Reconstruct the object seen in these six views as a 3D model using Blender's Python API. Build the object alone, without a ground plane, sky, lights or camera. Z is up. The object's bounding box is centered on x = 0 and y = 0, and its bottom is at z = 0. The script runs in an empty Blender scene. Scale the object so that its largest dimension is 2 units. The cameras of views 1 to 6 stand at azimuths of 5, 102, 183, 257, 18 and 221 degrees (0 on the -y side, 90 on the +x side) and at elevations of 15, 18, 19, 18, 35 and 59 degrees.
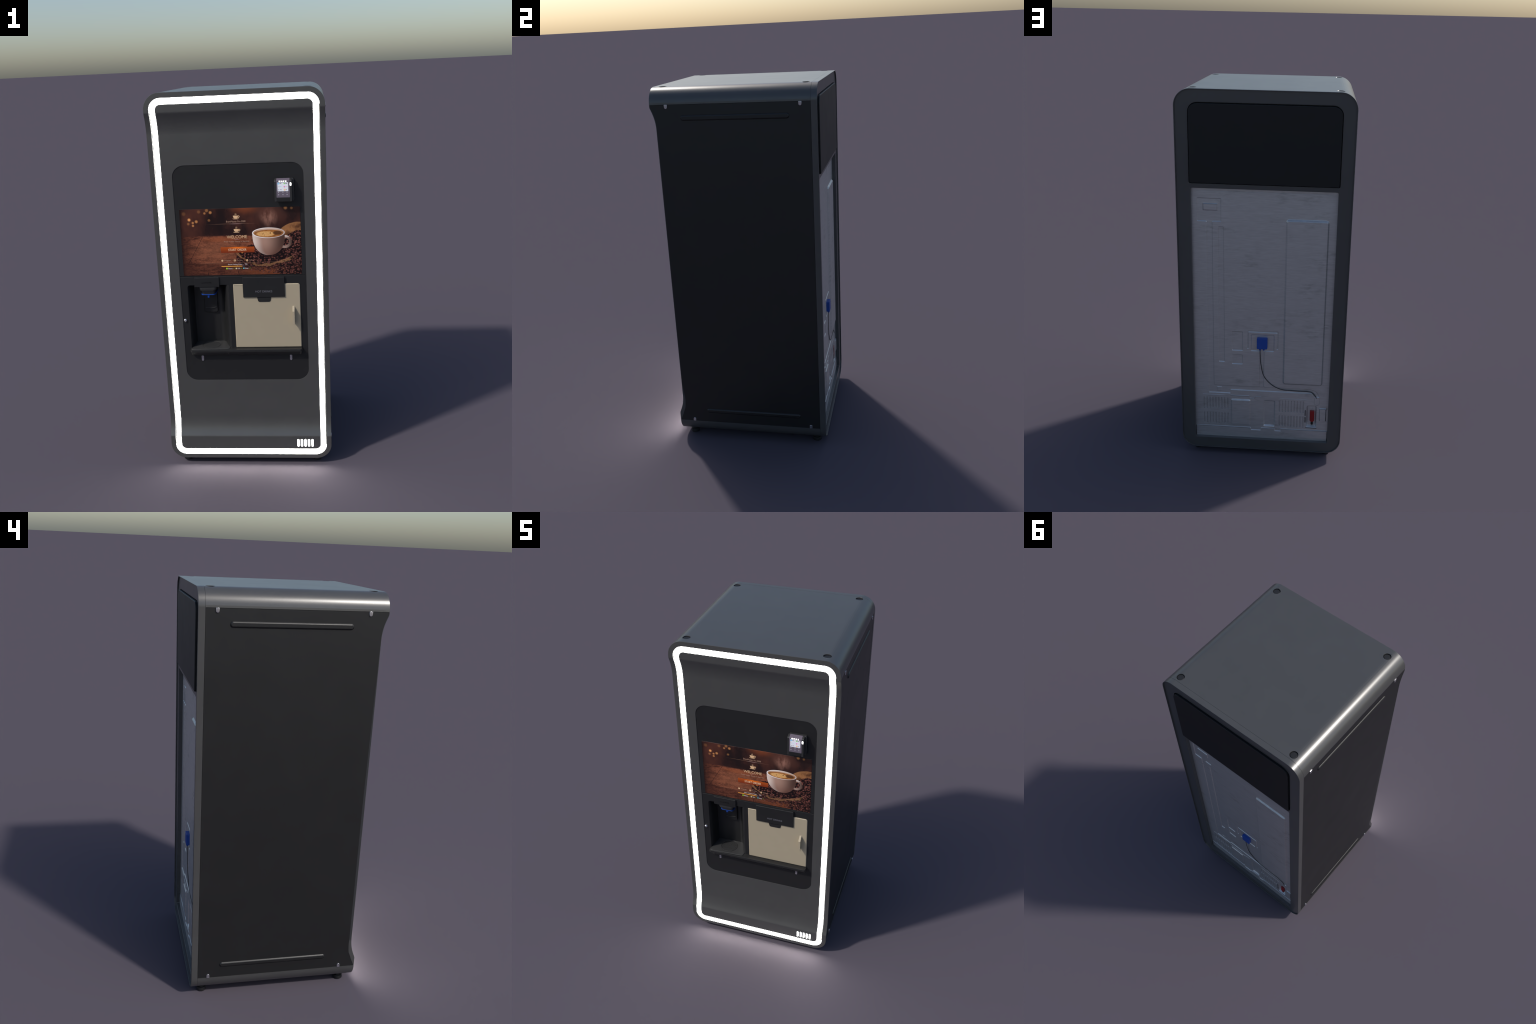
"""Self-service hot drinks machine: graphite cabinet with a glowing frame,
touch screen, card reader, water niche and cup door; steel service panel behind."""
import bpy, bmesh, math
from mathutils import Vector
from mathutils.geometry import tessellate_polygon

PI = math.pi

# --------------------------------------------------------------------------
# measurements (metres)
# --------------------------------------------------------------------------
HW = 0.438                  # half width of the cabinet
Z0, Z1 = 0.033, 2.0         # underside and top of the cabinet
RC = 0.082                  # radius of the four long edges
Y_FRONT, Y_FACE = -0.420, -0.394   # lips at top/bottom, flat face between them
Y_SEAM, Y_BACK = 0.3965, 0.4200    # where the rear frame starts and ends
Y_STEEL = 0.398             # service panel at the back
Y_PANEL = -0.3918           # black control panel inside the fascia


def face_y(z):
    """front surface: flat face that sweeps forward to a lip above and below, with eased creases"""
    return sum(raw_face_y(z + 0.0012 * k) for k in range(-4, 5)) / 9.0


def raw_face_y(z):
    d = Y_FACE - Y_FRONT
    if z > 1.795:
        t = min((z - 1.795) / 0.107, 1.0)
        return Y_FACE - d * t * t
    if z < 0.272:
        t = min((0.272 - z) / 0.107, 1.0)
        return Y_FACE - d * t * t
    return Y_FACE


# --------------------------------------------------------------------------
# outlines (lists of 2D points, counter clockwise)
# --------------------------------------------------------------------------
def area(loop):
    return 0.5 * sum(loop[i - 1][0] * p[1] - p[0] * loop[i - 1][1] for i, p in enumerate(loop))


def ccw(loop):
    return loop if area(loop) > 0 else loop[::-1]


def round_poly(pts, radii, n=6):
    """polygon with rounded corners; works for convex and concave corners"""
    if not isinstance(radii, (list, tuple)):
        radii = [radii] * len(pts)
    out = []
    m = len(pts)
    for i in range(m):
        p = Vector(pts[i]); a = Vector(pts[i - 1]) - p; b = Vector(pts[(i + 1) % m]) - p
        r = radii[i]
        la, lb = a.length, b.length
        a.normalize(); b.normalize()
        ang = a.angle(b)
        if r < 1e-6 or ang > PI - 0.02:
            out.append((p.x, p.y)); continue
        t = min(r / math.tan(ang / 2), la * 0.49, lb * 0.49)
        r = t * math.tan(ang / 2)
        c = p + (a + b).normalized() * (r / math.sin(ang / 2))
        s = p + a * t - c
        e = p + b * t - c
        sa = math.atan2(s.y, s.x); ea = math.atan2(e.y, e.x)
        d = (ea - sa + PI) % (2 * PI) - PI
        for k in range(n + 1):
            f = sa + d * k / n
            out.append((c.x + r * math.cos(f), c.y + r * math.sin(f)))
    return ccw(out)


def rrect(x0, x1, z0, z1, r, n=6):
    """r: one radius or (lower left, lower right, upper right, upper left)"""
    return round_poly([(x0, z0), (x1, z0), (x1, z1), (x0, z1)], r, n)


def circle(cx, cz, r, n=32, rz=None):
    rz = rz or r
    return [(cx + r * math.cos(2 * PI * k / n), cz + rz * math.sin(2 * PI * k / n)) for k in range(n)]


def inset(loop, d):
    """move a counter clockwise outline inward by d"""
    if abs(d) < 1e-9:
        return list(loop)
    out = []
    m = len(loop)
    for i in range(m):
        p = Vector(loop[i]); a = p - Vector(loop[i - 1]); b = Vector(loop[(i + 1) % m]) - p
        if a.length < 1e-9: a = b
        if b.length < 1e-9: b = a
        na = Vector((-a.y, a.x)).normalized(); nb = Vector((-b.y, b.x)).normalized()
        k = na + nb
        if k.length < 1e-6:
            out.append((p.x, p.y)); continue
        k.normalize()
        q = p + k * (d / max(k.dot(na), 0.4))
        out.append((q.x, q.y))
    return out


# --------------------------------------------------------------------------
# meshes
# --------------------------------------------------------------------------
FRONT = lambda u, v, d: (u, d, v)          # outline in x-z, depth along y
PLAN = lambda u, v, d: (u, v, d)           # outline in x-y, depth along z
SIDE = lambda u, v, d: (d, u, v)           # outline in y-z, depth along x


def fill(bm, loops):
    """loops of BMVerts: first the outside, then the holes"""
    flat = [v for l in loops for v in l]
    # tessellate in the plane of least extent
    for tri in tessellate_polygon([[v.co.copy() for v in l] for l in loops]):
        vs = [flat[i] for i in tri]
        if len(set(vs)) == 3:
            try:
                bm.faces.new(vs)
            except ValueError:
                pass


def ring(bm, loop, d, mp):
    return [bm.verts.new(mp(u, v, d)) for u, v in loop]


def bridge(bm, a, b):
    m = len(a)
    for i in range(m):
        bm.faces.new((a[i], a[(i + 1) % m], b[(i + 1) % m], b[i]))


def add_plate(bm, outer, holes, yf, yb, bev=0.002, seg=3, mp=FRONT, back=True, hole_bev=None):
    """solid plate with rounded front edges"""
    s = 1 if yb > yf else -1
    fronts, backs = [], []
    for k, loop in enumerate([outer] + list(holes)):
        loop = ccw(loop)
        sign = 1 if k == 0 else -1
        bv = bev if (k == 0 or hole_bev is None) else hole_bev
        rows = []
        if bv > 0:
            for j in range(seg + 1):
                a = j / seg * PI / 2
                rows.append(ring(bm, inset(loop, sign * bv * (1 - math.sin(a))), yf + s * bv * (1 - math.cos(a)), mp))
        else:
            rows.append(ring(bm, loop, yf, mp))
        rows.append(ring(bm, loop, yb, mp))
        for a, b in zip(rows, rows[1:]):
            bridge(bm, a, b)
        fronts.append(rows[0]); backs.append(rows[-1])
    fill(bm, fronts)
    if back:
        fill(bm, backs)


def add_loft(bm, rows, mp=PLAN, caps=(True, True)):
    """rows: list of (outline, depth), all with the same number of points"""
    rs = [ring(bm, l, d, mp) for l, d in rows]
    for a, b in zip(rs, rs[1:]):
        bridge(bm, a, b)
    if caps[0]: fill(bm, [rs[0]])
    if caps[1]: fill(bm, [rs[-1]])


def add_box(bm, x0, x1, y0, y1, z0, z1):
    vs = [bm.verts.new((x, y, z)) for z in (z0, z1) for y in (y0, y1) for x in (x0, x1)]
    for f in ((0, 1, 3, 2), (4, 6, 7, 5), (0, 4, 5, 1), (2, 3, 7, 6), (0, 2, 6, 4), (1, 5, 7, 3)):
        bm.faces.new([vs[i] for i in f])


def add_lathe(bm, prof, cx=0, cy=0, cz=0, n=32, axis='z'):
    """prof: list of (radius, height) from one axis end to the other"""
    rows = []
    for r, h in prof:
        row = []
        for k in range(n):
            a = 2 * PI * k / n
            p, q = r * math.cos(a), r * math.sin(a)
            co = (cx + p, cy + q, cz + h) if axis == 'z' else (cx + p, cy + h, cz + q)
            row.append(bm.verts.new(co))
        rows.append(row)
    for a, b in zip(rows, rows[1:]):
        bridge(bm, a, b)
    bm.faces.new(rows[0]); bm.faces.new(rows[-1])


def add_tube(bm, pts, r, n=10):
    """round wire through 3D points"""
    P = [Vector(p) for p in pts]
    up = Vector((0, 1, 0))
    rows = []
    for i, p in enumerate(P):
        t = (P[min(i + 1, len(P) - 1)] - P[max(i - 1, 0)]).normalized()
        a = t.cross(up)
        if a.length < 1e-3: a = t.cross(Vector((1, 0, 0)))
        a.normalize(); b = t.cross(a)
        rows.append([bm.verts.new(p + (a * math.cos(2 * PI * k / n) + b * math.sin(2 * PI * k / n)) * r) for k in range(n)])
    for a, b in zip(rows, rows[1:]):
        bridge(bm, a, b)
    bm.faces.new(rows[0]); bm.faces.new(rows[-1])


def smooth_path(pts, n=8):
    """Catmull-Rom curve through control points"""
    P = [Vector(p) for p in pts]
    out = []
    for i in range(len(P) - 1):
        p0, p1, p2, p3 = P[max(i - 1, 0)], P[i], P[i + 1], P[min(i + 2, len(P) - 1)]
        for k in range(n):
            t = k / n
            out.append(0.5 * ((2 * p1) + (p2 - p0) * t + (2 * p0 - 5 * p1 + 4 * p2 - p3) * t * t + (3 * p1 - p0 - 3 * p2 + p3) * t ** 3))
    out.append(P[-1])
    return out


ROOT = None


def make(name, build, mat, parent=None, angle=32, loc=None, merge=True):
    bm = bmesh.new()
    build(bm)
    if merge:
        bmesh.ops.remove_doubles(bm, verts=bm.verts, dist=2e-6)
    bmesh.ops.recalc_face_normals(bm, faces=bm.faces)
    me = bpy.data.meshes.new(name)
    bm.to_mesh(me); bm.free()
    return wrap(name, me, mat, parent, angle, loc)


def wrap(name, me, mat, parent=None, angle=32, loc=None):
    me.materials.clear()
    me.materials.append(mat)
    for p in me.polygons:
        p.use_smooth = True
    me.set_sharp_from_angle(angle=math.radians(angle))
    ob = bpy.data.objects.new(name, me)
    bpy.context.scene.collection.objects.link(ob)
    ob.parent = parent or ROOT
    if loc: ob.location = loc
    w = ob.modifiers.new('normals', 'WEIGHTED_NORMAL'); w.keep_sharp = True
    return ob


def repeat(ob, loc, rot=None):
    o = ob.copy()
    bpy.context.scene.collection.objects.link(o)
    o.location = loc
    if rot: o.rotation_euler = rot
    return o


def lettering(name, text, x0, x1, z0, z1, y, mat, parent, depth=0.0004, flip=False):
    """built-in font, fitted to a box on a front facing surface"""
    cu = bpy.data.curves.new(name, 'FONT')
    cu.body = text
    cu.resolution_u = 3
    tmp = bpy.data.objects.new(name, cu)
    bpy.context.scene.collection.objects.link(tmp)
    dg = bpy.context.evaluated_depsgraph_get()
    src = bpy.data.meshes.new_from_object(tmp.evaluated_get(dg))
    bpy.data.objects.remove(tmp)
    bm = bmesh.new(); bm.from_mesh(src)
    bpy.data.meshes.remove(src)
    xs = [v.co.x for v in bm.verts]; ys = [v.co.y for v in bm.verts]
    ax, bx, ay, by = min(xs), max(xs), min(ys), max(ys)
    for v in bm.verts:
        u = (v.co.x - ax) / (bx - ax); w = (v.co.y - ay) / (by - ay)
        v.co = (x0 + u * (x1 - x0), y, z0 + w * (z1 - z0))
    r = bmesh.ops.extrude_face_region(bm, geom=list(bm.faces))
    for e in r['geom']:
        if isinstance(e, bmesh.types.BMVert):
            e.co.y += depth
    bmesh.ops.recalc_face_normals(bm, faces=bm.faces)
    me = bpy.data.meshes.new(name); bm.to_mesh(me); bm.free()
    return wrap(name, me, mat, parent)


# --------------------------------------------------------------------------
# materials
# --------------------------------------------------------------------------
def lin(r, g, b, k=1.0):
    f = lambda c: (c / 255 / 12.92) if c <= 10 else ((c / 255 + 0.055) / 1.055) ** 2.4
    return (f(r) * k, f(g) * k, f(b) * k, 1)


class Ex:
    """scalar shader expression"""
    nt = None

    def __init__(self, s): self.s = s

    def op(self, o, *args):
        n = Ex.nt.nodes.new('ShaderNodeMath'); n.operation = o
        for i, a in enumerate((self,) + args):
            if isinstance(a, Ex): Ex.nt.links.new(a.s, n.inputs[i])
            else: n.inputs[i].default_value = a
        return Ex(n.outputs[0])

    def __add__(s, o): return s.op('ADD', o)
    def __sub__(s, o): return s.op('SUBTRACT', o)
    def __mul__(s, o): return s.op('MULTIPLY', o)
    def __truediv__(s, o): return s.op('DIVIDE', o)
    def __rsub__(s, o): return (s * -1.0) + o
    __radd__ = __add__
    __rmul__ = __mul__
    def pow(s, o): return s.op('POWER', o)
    def abs(s): return s.op('ABSOLUTE')
    def min(s, o): return s.op('MINIMUM', o)
    def max(s, o): return s.op('MAXIMUM', o)

    def step(s, a, b):
        """smooth 0..1 as the value goes from a to b"""
        n = Ex.nt.nodes.new('ShaderNodeMapRange'); n.interpolation_type = 'SMOOTHSTEP'
        inv = a > b
        if inv: a, b = b, a
        Ex.nt.links.new(s.s, n.inputs[0])
        n.inputs[1].default_value = a; n.inputs[2].default_value = b
        n.inputs[3].default_value = 1 if inv else 0; n.inputs[4].default_value = 0 if inv else 1
        return Ex(n.outputs[0])


def mixc(f, a, b):
    n = Ex.nt.nodes.new('ShaderNodeMix'); n.data_type = 'RGBA'
    for k, v in ((0, f), (6, a), (7, b)):
        if isinstance(v, Ex): Ex.nt.links.new(v.s, n.inputs[k])
        elif hasattr(v, 'is_linked'): Ex.nt.links.new(v, n.inputs[k])
        else: n.inputs[k].default_value = v
    return n.outputs[2]


def coords(scale=(1, 1, 1), loc=(0, 0, 0)):
    tc = Ex.nt.nodes.new('ShaderNodeTexCoord')
    mp = Ex.nt.nodes.new('ShaderNodeMapping')
    mp.inputs['Scale'].default_value = scale
    mp.inputs['Location'].default_value = loc
    Ex.nt.links.new(tc.outputs['Object'], mp.inputs[0])
    return mp.outputs[0]


def noise(scale, detail=3, rough=0.55, stretch=(1, 1, 1), loc=(0, 0, 0)):
    n = Ex.nt.nodes.new('ShaderNodeTexNoise')
    n.inputs['Scale'].default_value = scale
    n.inputs['Detail'].default_value = detail
    n.inputs['Roughness'].default_value = rough
    Ex.nt.links.new(coords(stretch, loc), n.inputs['Vector'])
    return Ex(n.outputs[0])


def new_mat(name, base, rough, metal=0.0, spec=0.5, coat=0.0):
    m = bpy.data.materials.new(name)
    m.use_nodes = True
    Ex.nt = m.node_tree
    b = m.node_tree.nodes['Principled BSDF']
    b.inputs['Base Color'].default_value = (*base[:3], 1)
    b.inputs['Roughness'].default_value = rough
    b.inputs['Metallic'].default_value = metal
    b.inputs['Specular IOR Level'].default_value = spec
    b.inputs['Coat Weight'].default_value = coat
    return m, b


def grained(name, base, rough, metal=0.0, spec=0.5, var=0.12, speck=0.35, bump=0.06, scale=9.0, rvar=0.06):
    """painted sheet metal or moulded plastic: soft blotches, tiny pits, orange-peel bump"""
    m, b = new_mat(name, base, rough, metal, spec)
    L = m.node_tree.links
    blot = noise(scale, 4)
    pits = noise(150, 2, 0.5).step(0.68, 0.76) * noise(14, 2).step(0.45, 0.65)
    lo = tuple(c * (1 - var) for c in base[:3]) + (1,)
    hi = tuple(c * (1 + var) for c in base[:3]) + (1,)
    col = mixc(blot.step(0.3, 0.7), lo, hi)
    col = mixc(pits * speck, col, tuple(c * 0.35 for c in base[:3]) + (1,))
    L.new(col, b.inputs['Base Color'])
    L.new((noise(scale * 0.6, 4, loc=(3, 1, 2)) * (2 * rvar) + (rough - rvar)).s, b.inputs['Roughness'])
    bp = m.node_tree.nodes.new('ShaderNodeBump')
    bp.inputs['Strength'].default_value = bump
    bp.inputs['Distance'].default_value = 0.001
    L.new((noise(260, 2) - pits * 0.6).s, bp.inputs['Height'])
    L.new(bp.outputs[0], b.inputs['Normal'])
    return m


def glowing(name, col, strength, base=None):
    m, b = new_mat(name, base or col, 0.4)
    b.inputs['Emission Color'].default_value = (*col[:3], 1)
    b.inputs['Emission Strength'].default_value = strength
    return m


GLOW = 0.35     # how strongly the displays shine, next to daylight on them


def screen_ink(name, r, g, b_):
    c = lin(r, g, b_, 1 / 1.0)
    return glowing(name, c, GLOW, c)


M_PAINT = grained('graphite_paint', (0.0618, 0.0614, 0.0605), 0.30, 0.0, 0.8, var=0.03, speck=0.4, rvar=0.03)
M_SIDE = grained('charcoal_panel', (0.0120, 0.0120, 0.0122), 0.42, 0.0, 0.5, var=0.06, speck=0.3, bump=0.12, rvar=0.05)
M_BLACK = grained('black_plastic', (0.0150, 0.0150, 0.0162), 0.45, 0.0, 0.35, var=0.04, speck=0.1, bump=0.03)
M_TRIM = grained('black_trim', (0.0165, 0.0165, 0.0170), 0.4, 0.0, 0.45, var=0.04, speck=0.1, bump=0.03)
M_TRAY = grained('tray_plastic', (0.040, 0.040, 0.040), 0.36, 0.0, 0.5, var=0.05, speck=0.1, bump=0.03)
M_READER = grained('reader_plastic', (0.028, 0.028, 0.029), 0.4, 0.0, 0.5, var=0.04, speck=0.1, bump=0.03)
M_RUBBER = grained('foot_rubber', (0.010, 0.010, 0.011), 0.55, 0.0, 0.5)
M_PAD = grained('matt_black_panel', (0.0075, 0.0075, 0.0082), 0.5, 0.0, 0.4, var=0.05, speck=0.2, bump=0.05)
M_CREAM = grained('cream_enamel', (0.418, 0.353, 0.252), 0.5, 0.0, 0.35, var=0.015, speck=0.0, bump=0.02)
M_CHROME, _ = new_mat('satin_metal', (0.62, 0.61, 0.64), 0.22, 0.9)
M_BLUE = grained('blue_plastic', (0.007, 0.058, 0.32), 0.4, 0.0, 0.5, var=0.04, speck=0, bump=0.02)
M_RED = grained('red_plastic', (0.24, 0.005, 0.007), 0.4, 0.0, 0.5, var=0.04, speck=0, bump=0.02)
M_CABLE, _ = new_mat('cable_rubber', (0.008, 0.008, 0.009), 0.45)
M_HOLE, _ = new_mat('slot_black', (0.006, 0.006, 0.007), 0.6)
M_LED = glowing('white_light', (1.0, 0.985, 0.92), 12.5)
M_LEDS = glowing('white_marker_light', (1.0, 0.985, 0.93), 12.5)
M_SILVER_INK, _ = new_mat('silver_ink', (0.33, 0.33, 0.37), 0.3, 0.6)
M_DARK_INK, _ = new_mat('dark_ink', (0.002, 0.002, 0.0022), 0.7, 0.0, 0.1)


def steel_material():
    m, b = new_mat('brushed_steel', (0.5, 0.5, 0.52), 0.38, 0.72)
    L = m.node_tree.links
    brush = noise(16, 5, 0.6, stretch=(1.2, 1, 26))
    patch = noise(5.5, 5, 0.62, stretch=(0.8, 1, 1.8), loc=(2, 0, 5)).step(0.50, 0.72)
    smudge = patch * noise(26, 3, 0.6, stretch=(0.7, 1, 3), loc=(1, 0, 1)).step(0.40, 0.66)
    col = mixc(brush.step(0.3, 0.7), (0.53, 0.52, 0.52, 1), (0.63, 0.62, 0.62, 1))
    col = mixc(smudge * 0.7, col, (0.34, 0.32, 0.31, 1))
    L.new(col, b.inputs['Base Color'])
    L.new((brush * 0.16 + smudge * 0.12 + 0.32).s, b.inputs['Roughness'])
    bp = m.node_tree.nodes.new('ShaderNodeBump')
    bp.inputs['Strength'].default_value = 0.08
    bp.inputs['Distance'].default_value = 0.001
    L.new(brush.s, bp.inputs['Height']); L.new(bp.outputs[0], b.inputs['Normal'])
    return m


M_STEEL = steel_material()


def picture_material():
    """still life on the display: cup of coffee, beans and sacking on a dark table"""
    m, b = new_mat('coffee_still_life', (0, 0, 0), 0.22, 0, 0.4)
    L = m.node_tree.links
    K = 1 / 1.0
    C = lambda r, g, bb: lin(r, g, bb, K)
    tc = m.node_tree.nodes.new('ShaderNodeTexCoord')
    sp = m.node_tree.nodes.new('ShaderNodeSeparateXYZ')
    L.new(tc.outputs['Object'], sp.inputs[0])
    x, z = Ex(sp.outputs[0]), Ex(sp.outputs[2])
    wob = (noise(30, 3) - 0.5) * 0.02

    def ell(cx, cz, rx, rz, xx=None, zz=None):
        u = ((xx or x) - cx) * (1 / rx); v = ((zz or z) - cz) * (1 / rz)
        return (u * u + v * v).pow(0.5)

    # room behind the table
    col = mixc(noise(9, 4, 0.55, (1, 1, 0.6)).step(0.34, 0.78), C(26, 17, 17), C(72, 40, 32))
    col = mixc(ell(0.03, 1.425, 0.10, 0.05).step(1, 0.1) * 0.75, col, C(112, 58, 34))
    col = mixc(ell(0.15, 1.39, 0.12, 0.07).step(1, 0.2) * 0.45, col, C(94, 58, 48))
    col = mixc(ell(-0.05, 1.297, 0.16, 0.03).step(1.2, 0.2) * 0.6, col, C(24, 15, 16))
    col = mixc(ell(0.28, 1.40, 0.05, 0.045).step(1.2, 0.3) * 0.7, col, C(28, 19, 18))
    # soft points of light
    for cx, cz, r, k in ((-.2565, 1.367, .009, 1), (-.2203, 1.357, .009, .6), (-.2385, 1.351, .007, .6),
                         (-.2383, 1.336, .007, .6), (-.1761, 1.3986, .007, .45), (-.1464, 1.402, .009, .55),
                         (-.1553, 1.362, .008, .25), (-.262, 1.346, .008, .25), (-.1646, 1.413, .010, .3),
                         (-.282, 1.398, .012, .12), (-.205, 1.407, .010, .16), (.232, 1.416, .010, .4), (.262, 1.414, .008, .25)):
        col = mixc(ell(cx, cz, r, r).step(1.15, 0.35) * (0.9 * k), col, C(214, 146, 88))
    # steam
    wx = x + (noise(14, 2, 0.5, (1, 1, 0.5)) - 0.5) * 0.07
    st = ell(0.150, 1.368, 0.050, 0.062, wx).step(1, 0.1) * noise(26, 4, 0.65, (1.5, 1, 0.5)).step(0.32, 0.68)
    col = mixc(st * 0.7, col, C(150, 108, 94))
    # table boards
    grain = noise(15, 6, 0.65, (1, 1, 3.2))
    fine = noise(130, 3, 0.7, (0.6, 1, 1.6))
    wood = mixc((grain * 0.55 + fine * 0.45).step(0.38, 0.64), C(52, 27, 21), C(122, 70, 50))
    wood = mixc(ell(-0.13, 1.2, 0.16, 0.075).step(1.25, 0.2) * 0.35, wood, C(138, 86, 62))
    wood = mixc(ell(-0.09, 1.262, 0.12, 0.016).step(1.3, 0.3) * 0.45, wood, C(138, 74, 44))
    wood = mixc(x.step(-0.19, -0.31) * 0.7, wood, C(38, 20, 17))
    wood = mixc(z.step(1.140, 1.136) * 0.35, wood, C(52, 27, 22))
    wood = mixc(ell(0.12, 1.085, 0.16, 0.03).step(1.0, 0.3) * 0.4, wood, C(134, 72, 40))
    plank = (x - ((z - 1.1384) * 0.5806 - 0.2729)).abs().step(0.0018, 0.0006) * z.step(1.137, 1.141)
    wood = mixc(plank * 0.85, wood, C(24, 13, 12))
    for cx, z1 in ((-0.1745, 1.090), (-0.0175, 1.098)):
        wood = mixc((x - cx + (z - 1.08) * 0.12).abs().step(0.002, 0.0007) * z.step(z1, z1 - 0.006), wood, C(20, 11, 10))
    edge = z + (noise(10, 2) - 0.5) * 0.004
    col = mixc(edge.step(1.284, 1.275), col, wood)
    # sack behind the beans
    sack = ell(0.296, 1.262, 0.112, 0.081) + wob * 2
    scol = mixc(noise(24, 4, 0.6).step(0.38, 0.68), C(78, 48, 30), C(150, 102, 64))
    scol = mixc(sack.step(0.80, 0.98) * 0.5, scol, C(160, 112, 72))
    scol = mixc(noise(340, 1) * 0.5, scol, C(66, 40, 26))
    col = mixc(sack.step(1.02, 0.98), col, scol)
    # beans
    vo = m.node_tree.nodes.new('ShaderNodeTexVoronoi'); vo.inputs['Scale'].default_value = 112
    L.new(coords((0.9, 0.0, 1.2)), vo.inputs['Vector'])
    vd, vc = Ex(vo.outputs['Distance']), vo.outputs['Color']
    sep = m.node_tree.nodes.new('ShaderNodeSeparateColor'); L.new(vc, sep.inputs[0])
    rnd = Ex(sep.outputs[0]); rnd2 = Ex(sep.outputs[1])
    bean = mixc(rnd, C(50, 27, 24), C(110, 64, 56))
    bean = mixc(vd.step(0.26, 0.05) * rnd2 * 0.6, bean, C(176, 128, 116))
    bean = mixc(rnd2.step(0.985, 0.99), bean, C(190, 126, 66))
    bean = mixc(vd.step(0.36, 0.60), bean, C(20, 11, 11))
    bean = mixc(noise(12, 3).step(0.45, 0.7) * 0.5, bean, C(26, 14, 14))
    heap = (ell(0.190, 1.165, 0.215, 0.085) + wob * 6).min(ell(0.305, 1.225, 0.09, 0.076) + wob * 3)
    heap = heap.min(ell(0.290, 1.09, 0.10, 0.05) + wob * 6)
    heap = heap.max((x * -1.0 + 0.02) * 6.0 + (z - 1.13) * 2.0)
    hm = heap.step(1.04, 0.98)
    loose = (ell(0.16, 1.10, 0.15, 0.032) + wob * 2).step(1.2, 0.6) * rnd.step(0.55, 0.6) * vd.step(0.46, 0.40)
    hm = hm * z.step(1.100, 1.125).max(rnd2.step(0.2, 0.25) * vd.step(0.62, 0.56) * x.step(0.03, 0.10)).max(x.step(0.15, 0.20) * rnd.step(0.1, 0.15))
    col = mixc(hm.max(loose), col, bean)
    # strap of sacking in front, half buried
    dx = x - 0.10
    arc = dx * dx * (x.step(0.099, 0.101) * -2.7 + 4.3) + 1.122
    strap = ((z - arc + wob).abs() + (noise(18, 3) - 0.5) * 0.030).step(0.0085, 0.004)
    strap = strap * x.step(-0.03, -0.015) * x.step(0.285, 0.255) * noise(22, 2, loc=(1, 0, 4)).step(0.36, 0.5)
    col = mixc(strap * 0.8, col, mixc(noise(300, 2).step(0.3, 0.7), C(84, 54, 38), C(156, 112, 76)))
    # ruled line across the lower part, darker below
    lower = z.step(1.1375, 1.1365)
    col = mixc(lower * 0.25, col, C(28, 16, 14))
    # cup: shadow, handle, body, rim, drink
    col = mixc(ell(0.155, 1.178, 0.10, 0.022).step(1.1, 0.4) * 0.8, col, C(20, 11, 11))
    ho = ell(0.2235, 1.2425, 0.0350, 0.0335); hi = ell(0.2225, 1.2430, 0.0225, 0.0205)
    hcol = mixc(x.step(0.222, 0.258), C(136, 112, 102), C(74, 56, 50))
    hcol = mixc(z.step(1.262, 1.274), hcol, C(196, 180, 174))
    col = mixc(ho.step(1.02, 0.98) * hi.step(0.98, 1.03) * x.step(0.205, 0.21), col, hcol)
    xc, zr = 0.1425, 1.2905
    q = ((zr - z) * (1 / 0.1165)).max(0.0).min(1.0)
    w = ((q.pow(2.7) * -1.0 + 1.0).max(0.0001)).pow(0.50) * 0.0822
    side = (x - xc) / w
    body = side.abs().step(1.01, 0.985) * z.step(1.1735, 1.1755) * z.step(zr + 0.001, zr - 0.001)
    bcol = mixc(side.step(-1.0, -0.35), C(198, 180, 171), C(148, 116, 103))
    bcol = mixc(side.step(-0.35, 0.9), bcol, C(68, 48, 42))
    bcol = mixc(z.step(1.250, 1.172) * 0.7, bcol, C(96, 66, 57))
    col = mixc(body, col, bcol)
    rim = ell(xc, zr, 0.0824, 0.0275)
    rcol = mixc(x.step(0.08, 0.21), C(214, 204, 202), C(176, 160, 154))
    col = mixc(rim.step(1.015, 0.985), col, rcol)
    inner = ell(xc, zr + 0.0003, 0.0765, 0.0235)
    col = mixc(inner.step(1.02, 0.98), col, mixc(z.step(1.318, 1.292), C(196, 172, 158), C(150, 104, 66)))
    drink = ell(xc + 0.001, 1.2865, 0.0715, 0.0200)
    dcol = mixc(noise(90, 3).step(0.35, 0.65), C(128, 78, 38), C(150, 96, 50))
    crema = (ell(0.128, 1.285, 0.050, 0.0150) + wob * 4).step(1.0, 0.8)
    dcol = mixc(crema, dcol, mixc(noise(420, 2, 0.7).step(0.3, 0.7), C(164, 116, 66), C(212, 166, 108)))
    dcol = mixc(ell(0.187, 1.289, 0.026, 0.012).step(1.0, 0.7) * 0.85, dcol, C(60, 36, 24))
    for cx, cz, r in ((0.115, 1.2855, 0.0035), (0.152, 1.289, 0.0045), (0.122, 1.279, 0.0022)):
        dcol = mixc(ell(cx, cz, r, r * 0.6).step(1.1, 0.7), dcol, C(70, 38, 20))
    dcol = mixc(drink.step(0.9, 1.0) * 0.7, dcol, C(84, 46, 22))
    col = mixc(drink.step(1.02, 0.98), col, dcol)
    # hair lines of the page layout
    for zc, xa, xb, k in ((1.3415, -0.18, 0.10, 0.35), (1.1378, -0.256, 0.297, 0.30)):
        l = (z - zc).abs().step(0.0009, 0.0004) * x.step(xa, xa + 0.09) * x.step(xb, xb - 0.09)
        col = mixc(l * k, col, C(170, 128, 104))
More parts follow.
